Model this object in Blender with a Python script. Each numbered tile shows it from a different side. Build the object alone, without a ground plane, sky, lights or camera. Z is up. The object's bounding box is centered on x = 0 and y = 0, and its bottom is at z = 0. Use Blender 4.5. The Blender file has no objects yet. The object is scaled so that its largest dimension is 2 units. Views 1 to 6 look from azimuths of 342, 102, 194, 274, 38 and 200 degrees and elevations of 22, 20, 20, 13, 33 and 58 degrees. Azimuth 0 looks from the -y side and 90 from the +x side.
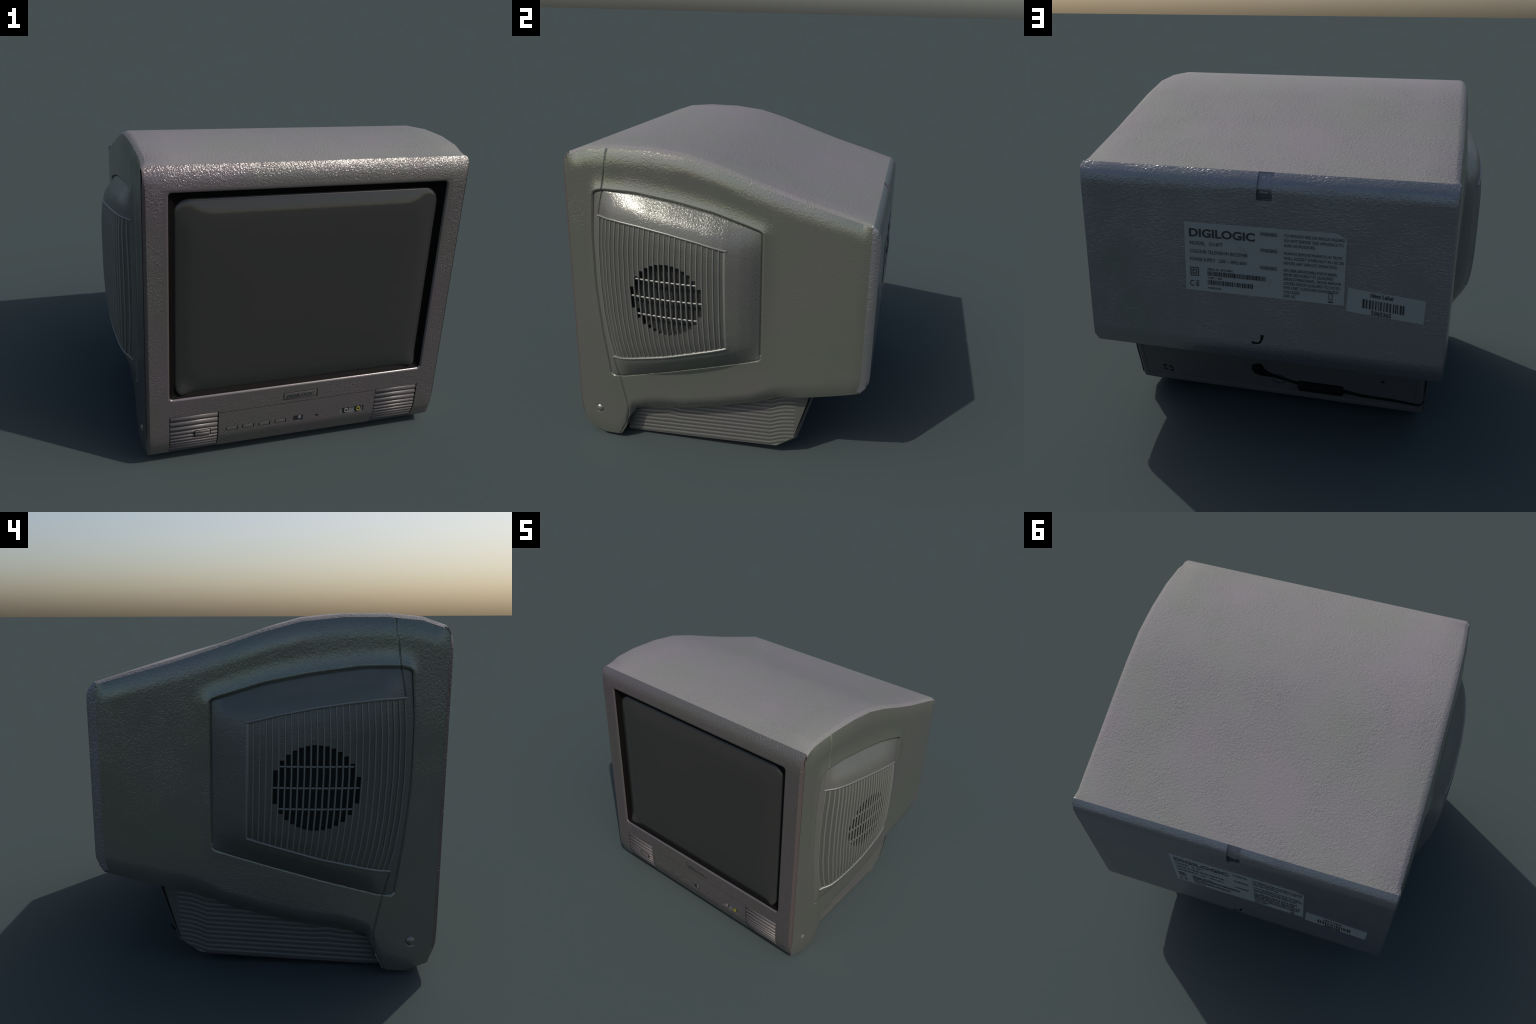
"""A portable CRT television: moulded grey shell with an arched top, speaker pods on
both sides, a bulged dark screen in a deep frame, a ribbed swivel stand, and labels,
a cable and small openings on the back.  Metres, z up, front faces -y."""
import bpy, bmesh, math
import numpy as np
from mathutils import Matrix, Vector

# ------------------------------------------------------------------ materials
def new_mat(name, base, rough, spec=0.5, bump=0.0, bump_scale=110.0, tint=0.0, streak=None,
            metallic=0.0, rough_var=0.0, coat=0.0, edge_dark=0.0, calm_rect=None, edge_tint=False):
    """Moulded plastic: leathery grain as bump, slow hue drift, slightly uneven gloss."""
    m = bpy.data.materials.new(name)
    m.use_nodes = True
    nt = m.node_tree
    N, L = nt.nodes, nt.links
    b = N["Principled BSDF"]
    b.inputs["Roughness"].default_value = rough
    b.inputs["Specular IOR Level"].default_value = spec
    b.inputs["Metallic"].default_value = metallic
    b.inputs["Coat Weight"].default_value = coat
    b.inputs["Coat Roughness"].default_value = 0.2
    b.inputs["Base Color"].default_value = (*base, 1)
    tc = N.new("ShaderNodeTexCoord")
    out = None
    if tint > 0:
        n = N.new("ShaderNodeTexNoise")
        n.inputs["Scale"].default_value = 2.3
        n.inputs["Detail"].default_value = 2.0
        L.new(tc.outputs["Object"], n.inputs["Vector"])
        r = N.new("ShaderNodeValToRGB")
        c = Vector(base)
        r.color_ramp.elements[0].position = 0.3
        r.color_ramp.elements[0].color = (c.x * (1 - tint), c.y * (1 + tint * .3), c.z * (1 - tint * 1.2), 1)
        r.color_ramp.elements[1].position = 0.7
        r.color_ramp.elements[1].color = (c.x * (1 + tint * .5), c.y * (1 - tint * .5), c.z * (1 + tint), 1)
        L.new(n.outputs["Fac"], r.inputs["Fac"])
        out = r.outputs["Color"]
        L.new(out, b.inputs["Base Color"])
    if edge_tint:
        # rubbed, slightly reddish outer margins of the bezel
        sp = N.new("ShaderNodeSeparateXYZ")
        L.new(tc.outputs["Object"], sp.inputs["Vector"])
        ab = N.new("ShaderNodeMath")
        ab.operation = 'ABSOLUTE'
        L.new(sp.outputs["X"], ab.inputs[0])
        mr = N.new("ShaderNodeMapRange")
        mr.inputs["From Min"].default_value = 0.835
        mr.inputs["From Max"].default_value = 0.860
        mr.inputs["To Max"].default_value = 0.45
        L.new(ab.outputs[0], mr.inputs["Value"])
        mt = N.new("ShaderNodeMix")
        mt.data_type = 'RGBA'
        L.new(mr.outputs["Result"], mt.inputs["Factor"])
        L.new(out, mt.inputs["A"])
        mt.inputs["B"].default_value = (base[0] * 1.12, base[1] * 0.80, base[2] * 0.74, 1)
        out = mt.outputs["Result"]
        L.new(out, b.inputs["Base Color"])
    if edge_dark > 0:
        ao = N.new("ShaderNodeNewGeometry")
        r = N.new("ShaderNodeValToRGB")
        r.color_ramp.elements[0].position = 0.44
        r.color_ramp.elements[0].color = (1 - edge_dark,) * 3 + (1,)
        r.color_ramp.elements[1].position = 0.5
        L.new(ao.outputs["Pointiness"], r.inputs["Fac"])
        mx = N.new("ShaderNodeMix")
        mx.data_type = 'RGBA'
        mx.blend_type = 'MULTIPLY'
        mx.inputs["Factor"].default_value = 1.0
        if out is not None:
            L.new(out, mx.inputs["A"])
        else:
            mx.inputs["A"].default_value = (*base, 1)
        L.new(r.outputs["Color"], mx.inputs["B"])
        out = mx.outputs["Result"]
        L.new(out, b.inputs["Base Color"])
    if bump > 0:
        mp = N.new("ShaderNodeMapping")
        L.new(tc.outputs["Object"], mp.inputs["Vector"])
        if streak:
            mp.inputs["Scale"].default_value = streak
        a = N.new("ShaderNodeTexNoise")
        a.inputs["Scale"].default_value = bump_scale
        a.inputs["Detail"].default_value = 2.5
        a.inputs["Roughness"].default_value = 0.55
        a.inputs["Distortion"].default_value = 0.8
        L.new(mp.outputs["Vector"], a.inputs["Vector"])
        # patches where the grain is worn smoother
        p = N.new("ShaderNodeTexNoise")
        p.inputs["Scale"].default_value = 5.0
        p.inputs["Detail"].default_value = 1.0
        L.new(tc.outputs["Object"], p.inputs["Vector"])
        pr = N.new("ShaderNodeMapRange")
        pr.inputs["From Min"].default_value = 0.3
        pr.inputs["From Max"].default_value = 0.7
        pr.inputs["To Min"].default_value = bump * 0.55
        pr.inputs["To Max"].default_value = bump * 1.25
        L.new(p.outputs["Fac"], pr.inputs["Value"])
        strength = pr.outputs["Result"]
        if calm_rect:
            # the grain fades out towards a rectangular opening in the x-z plane
            cx, cz, hw, hh, w = calm_rect
            sep = N.new("ShaderNodeSeparateXYZ")
            L.new(tc.outputs["Object"], sep.inputs["Vector"])
            def math_node(op, a, b=None):
                q = N.new("ShaderNodeMath")
                q.operation = op
                for i, v in enumerate((a, b)):
                    if v is None:
                        continue
                    if isinstance(v, (int, float)):
                        q.inputs[i].default_value = v
                    else:
                        L.new(v, q.inputs[i])
                return q.outputs[0]
            dx = math_node('SUBTRACT', math_node('ABSOLUTE', math_node('SUBTRACT', sep.outputs["X"], cx)), hw)
            dz = math_node('SUBTRACT', math_node('ABSOLUTE', math_node('SUBTRACT', sep.outputs["Z"], cz)), hh)
            dist = math_node('MAXIMUM', dx, dz)
            fade = N.new("ShaderNodeMapRange")
            fade.interpolation_type = 'SMOOTHSTEP'
            fade.inputs["From Min"].default_value = w * 0.35
            fade.inputs["From Max"].default_value = w
            fade.inputs["To Min"].default_value = 0.10
            L.new(dist, fade.inputs["Value"])
            strength = math_node('MULTIPLY', strength, fade.outputs["Result"])
        bp = N.new("ShaderNodeBump")
        bp.inputs["Distance"].default_value = 0.006
        L.new(strength, bp.inputs["Strength"])
        L.new(a.outputs["Fac"], bp.inputs["Height"])
        L.new(bp.outputs["Normal"], b.inputs["Normal"])
        if rough_var > 0:
            rr = N.new("ShaderNodeMapRange")
            rr.inputs["To Min"].default_value = rough - rough_var
            rr.inputs["To Max"].default_value = rough + rough_var
            L.new(p.outputs["Fac"], rr.inputs["Value"])
            L.new(rr.outputs["Result"], b.inputs["Roughness"])
    return m

M_TOP = new_mat("top_plastic", (0.207, 0.197, 0.196), 0.72, 0.3, bump=0.75, bump_scale=85, tint=0.05)
M_SIDE = new_mat("side_plastic", (0.240, 0.241, 0.206), 0.16, 1.0, bump=0.30, bump_scale=100, tint=0.06, rough_var=0.03, metallic=0.63)
M_POD = new_mat("speaker_plastic", (0.150, 0.151, 0.134), 0.24, 0.5, bump=0.42, bump_scale=105, tint=0.05, rough_var=0.03, metallic=0.32)
M_PANEL = new_mat("grille_panel_plastic", (0.122, 0.123, 0.109), 0.28, 0.8, bump=0.30, bump_scale=105, metallic=0.4)
M_RIB = new_mat("grille_plastic", (0.235, 0.238, 0.218), 0.42, 0.7, metallic=0.45)
M_BEZEL = new_mat("bezel_plastic", (0.164, 0.145, 0.141), 0.20, 1.0, bump=0.62, bump_scale=104, tint=0.06, rough_var=0.04, metallic=0.5,
                  calm_rect=(0.0, 0.99, 0.738, 0.564, 0.040), edge_tint=True)
M_RIDGE = new_mat("ridge_plastic", (0.130, 0.116, 0.112), 0.42, 0.5, bump=0.30, bump_scale=105, metallic=0.22)
M_BACK = new_mat("back_plastic", (0.242, 0.240, 0.252), 0.22, 1.0, bump=0.44, bump_scale=90, tint=0.06, streak=(0.75, 1.0, 1.25), rough_var=0.05, metallic=0.66)
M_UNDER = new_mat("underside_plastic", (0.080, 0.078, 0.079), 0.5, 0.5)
M_STAND = new_mat("stand_plastic", (0.098, 0.098, 0.086), 0.45, 0.6, tint=0.05)
M_STANDB = new_mat("stand_back_plastic", (0.080, 0.078, 0.077), 0.5, 0.5, bump=0.25, bump_scale=95)
M_GAP = new_mat("gap_black", (0.0045, 0.0045, 0.0045), 0.45, 0.25)
M_HOLE = new_mat("hole_black", (0.004, 0.004, 0.004), 0.8, 0.1)
M_CONE = new_mat("speaker_cone_dark", (0.028, 0.030, 0.028), 0.8, 0.2)
M_GLASS = new_mat("screen_glass", (0.034, 0.034, 0.032), 0.07, 0.5)
M_LABEL = new_mat("label_paper", (0.275, 0.285, 0.262), 0.45, 0.5, bump=0.25, bump_scale=35)
M_LIT_EDGE = new_mat("letter_lit_edges", (0.33, 0.345, 0.345), 0.3, 0.9)
M_INK = new_mat("ink_black", (0.024, 0.026, 0.028), 0.35, 0.6)
M_RUBBER = new_mat("cable_rubber", (0.004, 0.004, 0.004), 0.7, 0.12)
M_SURROUND = new_mat("surround_black", (0.005, 0.0045, 0.0042), 0.6, 0.06)
M_PLATE = new_mat("socket_plate", (0.125, 0.13, 0.132), 0.3, 0.8)
M_WHITE = new_mat("socket_white", (0.16, 0.155, 0.15), 0.3, 0.6)
M_YELLOW = new_mat("socket_yellow", (0.20, 0.185, 0.035), 0.3, 0.6)
M_LENS = new_mat("sensor_lens", (0.13, 0.15, 0.16), 0.15, 0.6)
M_GLOW = new_mat("window_dark", (0.02, 0.02, 0.02), 0.15, 0.5)

# ------------------------------------------------------------------ helpers
root = bpy.data.objects.new("television_set", None)
bpy.context.scene.collection.objects.link(root)
root["label"] = "portable grey CRT television with side speakers, dark bulged screen and ribbed stand"
root["category"] = "television"

def link(ob, parent=root):
    bpy.context.scene.collection.objects.link(ob)
    ob.parent = parent
    return ob

def obj(name, verts, faces, mat, parent=root, smooth=True):
    me = bpy.data.meshes.new(name)
    me.from_pydata([tuple(map(float, v)) for v in verts], [], faces)
    me.validate()
    me.materials.append(mat)
    if smooth:
        me.shade_smooth()
    me.update()
    return link(bpy.data.objects.new(name, me), parent)

def grid_faces(nu, nv, flip=False, wrap_u=False):
    fs = []
    for i in range(nu if wrap_u else nu - 1):
        for j in range(nv - 1):
            a, b = i * nv + j, ((i + 1) % nu) * nv + j
            f = (a, b, b + 1, a + 1)
            fs.append(f[::-1] if flip else f)
    return fs

def recalc(ob):
    bm = bmesh.new()
    bm.from_mesh(ob.data)
    bmesh.ops.remove_doubles(bm, verts=bm.verts, dist=1e-6)
    bmesh.ops.recalc_face_normals(bm, faces=bm.faces)
    bm.to_mesh(ob.data)
    bm.free()
    return ob

def sharp_by_angle(ob, deg):
    me = ob.data
    me.shade_smooth()
    me.set_sharp_from_angle(angle=math.radians(deg))

def apply_mods(ob):
    dg = bpy.context.evaluated_depsgraph_get()
    dg.update()
    me = bpy.data.meshes.new_from_object(ob.evaluated_get(dg))
    old = ob.data
    ob.modifiers.clear()
    ob.data = me
    me.name = ob.name
    bpy.data.meshes.remove(old)

def rrect(cx, cy, w, h, r, n=6):
    """Rounded rectangle outline, counter-clockwise."""
    pts = []
    for k, (sx, sy) in enumerate([(1, 1), (-1, 1), (-1, -1), (1, -1)]):
        for i in range(n + 1):
            a = math.pi / 2 * (k + i / n)
            pts.append((cx + sx * (w / 2 - r) + r * math.cos(a), cy + sy * (h / 2 - r) + r * math.sin(a)))
    return pts

def loft(rings, cap0=True, cap1=True):
    n = len(rings[0])
    V = [p for r in rings for p in r]
    F = []
    for i in range(len(rings) - 1):
        for j in range(n):
            k = (j + 1) % n
            F.append((i * n + j, i * n + k, (i + 1) * n + k, (i + 1) * n + j))
    if cap0:
        F.append(tuple(range(n))[::-1])
    if cap1:
        F.append(tuple(range((len(rings) - 1) * n, len(rings) * n)))
    return V, F

def tube(name, pts, r, mat, parent=root, seg=8, flat=1.0):
    pts = [Vector(p) for p in pts]
    rad = r if isinstance(r, (list, tuple)) else [r] * len(pts)
    rings = []
    for i, p in enumerate(pts):
        t = (pts[min(i + 1, len(pts) - 1)] - pts[max(i - 1, 0)]).normalized()
        up = Vector((0, 1, 0)) if abs(t.y) < 0.8 else Vector((1, 0, 0))
        a = t.cross(up).normalized()
        b = a.cross(t).normalized()
        rings.append([p + a * rad[i] * math.cos(2 * math.pi * k / seg) + b * rad[i] * flat * math.sin(2 * math.pi * k / seg) for k in range(seg)])
    V, F = loft(rings)
    ob = recalc(obj(name, V, F, mat, parent))
    sharp_by_angle(ob, 60)
    return ob

def box(name, lo, hi, mat, parent=root, bevel=0.0, seg=2):
    x0, y0, z0 = lo
    x1, y1, z1 = hi
    V = [(x, y, z) for x in (x0, x1) for y in (y0, y1) for z in (z0, z1)]
    F = [(0, 1, 3, 2), (4, 6, 7, 5), (0, 4, 5, 1), (2, 3, 7, 6), (0, 2, 6, 4), (1, 5, 7, 3)]
    ob = recalc(obj(name, V, F, mat, parent, smooth=False))
    if bevel:
        md = ob.modifiers.new("round", 'BEVEL')
        md.width = bevel
        md.segments = seg
        apply_mods(ob)
    sharp_by_angle(ob, 40)
    return ob

def lin(x, table):
    xs, ys = zip(*table)
    return np.interp(x, xs, ys)

def soft(x, table, w=0.06, n=9):
    """Table look-up rounded off over a window of +-w."""
    x = np.asarray(x, float)
    off = np.linspace(-1, 1, n)
    wt = 1.02 - np.abs(off)
    wt = wt / wt.sum()
    return sum(k * lin(x + w * o, table) for k, o in zip(wt, off))

# ------------------------------------------------------------------ profile of the shell
TOP = [(-0.7938, 1.6822), (-0.69, 1.719), (-0.538, 1.734), (-0.345, 1.734), (-0.159, 1.715), (0.012, 1.669),
       (0.205, 1.604), (0.40, 1.541), (0.65, 1.471), (0.787, 1.430)]
BOT = [(-0.812, 0.130), (-0.794, 0.066), (-0.69, 0.023), (-0.60, 0.026), (-0.575, 0.034), (-0.545, 0.085),
       (-0.527, 0.150), (-0.498, 0.185), (-0.42, 0.212), (-0.34, 0.231), (-0.19, 0.243), (0.026, 0.290),
       (0.19, 0.335), (0.335, 0.405), (0.49, 0.436), (0.665, 0.472), (0.787, 0.500)]
SIDE_TOP = [(-0.812, 1.640), (-0.792, 1.668)] + [(y, z - 0.017) for y, z in TOP[1:-1]] + [(0.787, 1.416)]
BASE_X = [(-0.82, 0.862), (-0.79, 0.868), (-0.60, 0.882), (-0.30, 0.887), (0.25, 0.889), (0.60, 0.882), (0.787, 0.872)]

# ------------------------------------------------------------------ top cover
def build_top():
    ys = sorted({p[0] for p in TOP} | {-0.785, -0.77, -0.755, -0.735, -0.715, 0.74, 0.755, 0.77})
    zs = [float(lin(y, TOP)) for y in ys]
    xs = [0.872, 0.862, 0.835, 0.70, 0.35]
    xs = [-v for v in xs] + [0.0] + xs[::-1]
    V = []
    for y, z in zip(ys, zs):
        edge_x = float(pod_x(y, lin(y, SIDE_TOP))[0]) + 0.0005
        for x in xs:
            a = abs(x)
            s = 1 if x > 0 else -1
            if a > 0.87:
                V.append((s * edge_x, y, lin(y, SIDE_TOP)))
            elif a > 0.86:
                V.append((s * (edge_x - 0.016), y, z - 0.003))
            else:
                V.append((x, y, z))
    ob = obj("top_cover", V, grid_faces(len(ys), len(xs), flip=True), M_TOP)
    recalc(ob)
    if ob.data.polygons[len(ob.data.polygons) // 2].normal.z < 0:
        ob.data.flip_normals()
    return ob

# ------------------------------------------------------------------ side with speaker pod
F_TOP = [(-0.68, 1.478), (-0.654, 1.488), (-0.63, 1.499), (-0.60, 1.503), (-0.43, 1.501), (-0.21, 1.471), (0.0, 1.430), (0.22, 1.363), (0.25, 1.350)]
F_BOT = [(-0.63, 0.424), (-0.55, 0.426), (-0.25, 0.500), (0.0, 0.568), (0.25, 0.640)]
F_FRONT = [(0.43, -0.611), (0.555, -0.628), (0.70, -0.648), (0.837, -0.662), (0.99, -0.673), (1.26, -0.674), (1.49, -0.655)]
F_BACK = 0.25
G_TOP = [(-0.65, 1.367), (-0.52, 1.366), (-0.377, 1.352), (-0.23, 1.331), (-0.076, 1.301), (0.075, 1.263)]
G_BOT = [(-0.60, 0.545), (-0.484, 0.578), (-0.403, 0.598), (-0.264, 0.630), (-0.105, 0.674), (0.082, 0.722)]
G_FRONT = [(0.545, -0.586), (0.65, -0.612), (0.80, -0.634), (1.0, -0.646), (1.2, -0.644), (1.367, -0.630)]
HT = [(0, 0.02), (0.03, 0.28), (0.07, 0.60), (0.10, 0.75), (0.14, 0.855), (0.20, 0.935), (0.28, 0.985), (0.40, 1.0)]
HB = [(0, 0.02), (0.03, 0.27), (0.06, 0.50), (0.10, 0.74), (0.14, 0.86), (0.20, 0.95), (0.30, 1.0)]
HK = [(0, 0.02), (0.05, 0.34), (0.10, 0.58), (0.18, 0.83), (0.25, 0.93), (0.35, 0.985), (0.45, 1.0)]
HF = [(0, 0.0), (0.02, 0.09), (0.06, 0.25), (0.09, 0.46), (0.12, 0.62), (0.18, 0.76), (0.30, 0.90), (0.42, 0.98), (0.55, 1.0)]
POD_H = 0.1125

def smooth_tab(x, tab, w=0.022):
    return soft(x, tab, w)

def frame_dist(y, z):
    dt = soft(y, F_TOP, 0.05) - z
    db = z - soft(y, F_BOT, 0.05)
    dk = F_BACK - y
    df = y - soft(z, F_FRONT, 0.08)
    return dt, db, dk, df

def pod_x(y, z):
    """Outer surface of the side: slightly bowed shell plus the raised speaker pod."""
    y = np.asarray(y, float)
    z = np.asarray(z, float)
    base = soft(y, BASE_X, 0.08)
    top_d = np.clip(lin(y, SIDE_TOP) - z, 0, None)
    ends = np.clip((y + 0.812) / 0.07, 0.12, 1) * np.clip((0.787 - y) / 0.05, 0.12, 1)
    base = base - 0.0185 * ends * np.clip(1 - top_d / 0.095, 0, 1) ** 2
    bot_d = np.clip(z - lin(y, BOT), 0, None)
    roll = lin(y, [(-0.52, 0.010), (-0.49, 0.050), (0.15, 0.055), (0.34, 0.035), (0.48, 0.018), (0.80, 0.014)])
    base = base - roll * np.clip(1 - bot_d / 0.10, 0, 1) ** 2
    back_d = np.clip(0.787 - y, 0, None)
    base = base - 0.006 * np.clip(1 - back_d / 0.06, 0, 1) ** 2
    dt, db, dk, df = frame_dist(y, z)
    # rounded-corner distance to the frame
    d = np.minimum(np.minimum(dt, db), np.minimum(dk, df))
    r = 0.018
    q = np.stack([np.minimum(dt, db), np.minimum(dk, df)])
    cor = r - np.sqrt(np.clip(r - q[0], 0, None) ** 2 + np.clip(r - q[1], 0, None) ** 2)
    inside = np.where((q[0] < r) & (q[1] < r), cor, d)
    # the shell swells towards the upper and rear edge of the frame
    od = np.clip(-inside, 0, None)
    up = np.clip((z - 0.55) / 0.6, 0, 1)
    swell = 0.0155 * np.clip(1 - od / 0.095, 0, 1) ** 2 * up * np.clip((y + 0.70) / 0.06, 0.0, 1)
    base = base + np.where(inside < 0, swell, 0.0)
    h = smooth_tab(np.clip(dt, 0, None), HT) * smooth_tab(np.clip(db, 0, None), HB) * smooth_tab(np.clip(dk, 0, None), HK) * smooth_tab(np.clip(df, 0, None), HF)
    h = np.where(inside > 0, h * POD_H, 0)
    groove = np.where((db < 0.03) & (df > 0.02), 0.0030, 0.0070) * np.exp(-(inside / 0.0054) ** 2)
    return base + h - groove, inside

SEAM_UP = [(1.37, -0.626), (1.50, -0.603), (1.593, -0.589), (1.648, -0.581), (1.74, -0.572)]
SEAM_DN = [(0.03, -0.585), (0.075, -0.562), (0.11, -0.542), (0.184, -0.524), (0.218, -0.520), (0.325, -0.541), (0.421, -0.561), (0.545, -0.588)]

def in_grille(y, z, pad):
    return (y > lin(z, G_FRONT) + pad) & (y < 0.078 - pad) & (z < lin(y, G_TOP) - pad) & (z > lin(y, G_BOT) + pad)

def build_side():
    ny, nz = 360, 560
    ys = np.unique(np.concatenate([np.linspace(-0.812, 0.787, ny), np.linspace(-0.69, -0.59, 60), np.linspace(0.235, 0.265, 16), np.linspace(-0.58, -0.50, 40), [p[0] for p in BOT], [p[0] for p in SIDE_TOP]]))
    ny = len(ys)
    t = np.linspace(0, 1, nz)
    zb, zt = lin(ys, BOT), lin(ys, SIDE_TOP)
    Y = np.repeat(ys[:, None], nz, 1)
    Z = zb[:, None] + (zt - zb)[:, None] * t[None, :]
    # columns near the front edge of the pod bend with it
    bend = (soft(Z, F_FRONT, 0.08) + 0.665) * np.clip((Z - 0.28) / 0.12, 0, 1) * np.clip((1.62 - Z) / 0.10, 0, 1)
    Y = Y + bend * np.clip(1 - (np.abs(Y + 0.665) - 0.025) / 0.115, 0, 1)
    X, inside = pod_x(Y, Z)
    # seam between the front moulding and the rear shell
    s = np.where(Z > 0.96, lin(Z, SEAM_UP), lin(Z, SEAM_DN))
    on = (Z > 1.37) | (Z < 0.545)
    X = X - np.where(on, 0.006 * np.exp(-((Y - s) / 0.0036) ** 2), 0)
    # screw dimple low at the front: a pit with a round stud in it
    rr = np.hypot(Y + 0.705, Z - 0.184)
    X = X - 0.010 * np.exp(-(rr / 0.022) ** 4) + 0.019 * np.sqrt(np.clip(1 - (rr / 0.021) ** 2, 0, 1))
    # room behind the grille
    X = np.where(in_grille(Y, Z, 0.008), X - 0.06, X)
    P = np.stack([X, Y, Z], -1).reshape(-1, 3)
    faces = grid_faces(ny, nz)
    me = bpy.data.meshes.new("tmp")
    me.from_pydata(P.tolist(), [], faces)
    me.shade_smooth()
    me.update()
    # whole-side vertex normals, shared by the pieces
    nrm = np.empty(len(P) * 3, np.float32)
    me.vertex_normals.foreach_get("vector", nrm)
    nrm = nrm.reshape(-1, 3)
    if nrm[:, 0].mean() < 0:
        nrm = -nrm
        faces = [f[::-1] for f in faces]
    bpy.data.meshes.remove(me)
    fa = np.array(faces)
    fy, fz = P[fa][:, :, 1].mean(1), P[fa][:, :, 2].mean(1)
    fin = inside.reshape(-1)[fa].mean(1)
    seam = np.where(fz > 0.96, lin(fz, SEAM_UP), lin(fz, SEAM_DN))
    kind = np.where(fin > 0, 2, np.where(fy < np.where((fz > 0.42) & (fz < 1.5), -0.60, seam), 0, 1))
    parts = {}
    for k, (nm, mat) in enumerate([("front_shell_side", M_SIDE), ("rear_shell_side", M_SIDE), ("speaker_housing", M_POD)]):
        sel = fa[kind == k]
        used, inv = np.unique(sel, return_inverse=True)
        f2 = inv.reshape(sel.shape)
        ob = obj(nm, P[used], f2.tolist(), mat)
        ob.data.normals_split_custom_set_from_vertices(nrm[used].tolist())
        parts[nm] = ob
    return parts

N_RIB = 26
HOLE_Y, HOLE_Z, HOLE_R = -0.233, 0.971, 0.198

def rib_curve(s, n=44):
    """Curve number s (0 front .. 1 back) of the grille, from bottom to top."""
    out = []
    yb = 0.082 - 0.010 * 0
    lo_y = lin(0.56, G_FRONT) * (1 - s) + 0.080 * s
    hi_y = lin(1.36, G_FRONT) * (1 - s) + 0.072 * s
    z0, z1 = lin(lo_y, G_BOT), lin(hi_y, G_TOP)
    for t in np.linspace(0, 1, n):
        z = z0 + (z1 - z0) * t
        zf = 0.545 + (1.367 - 0.545) * t
        y = lin(zf, G_FRONT) * (1 - s) + (0.080 - 0.008 * t) * s
        out.append((y, z))
    return np.array(out)

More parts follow.
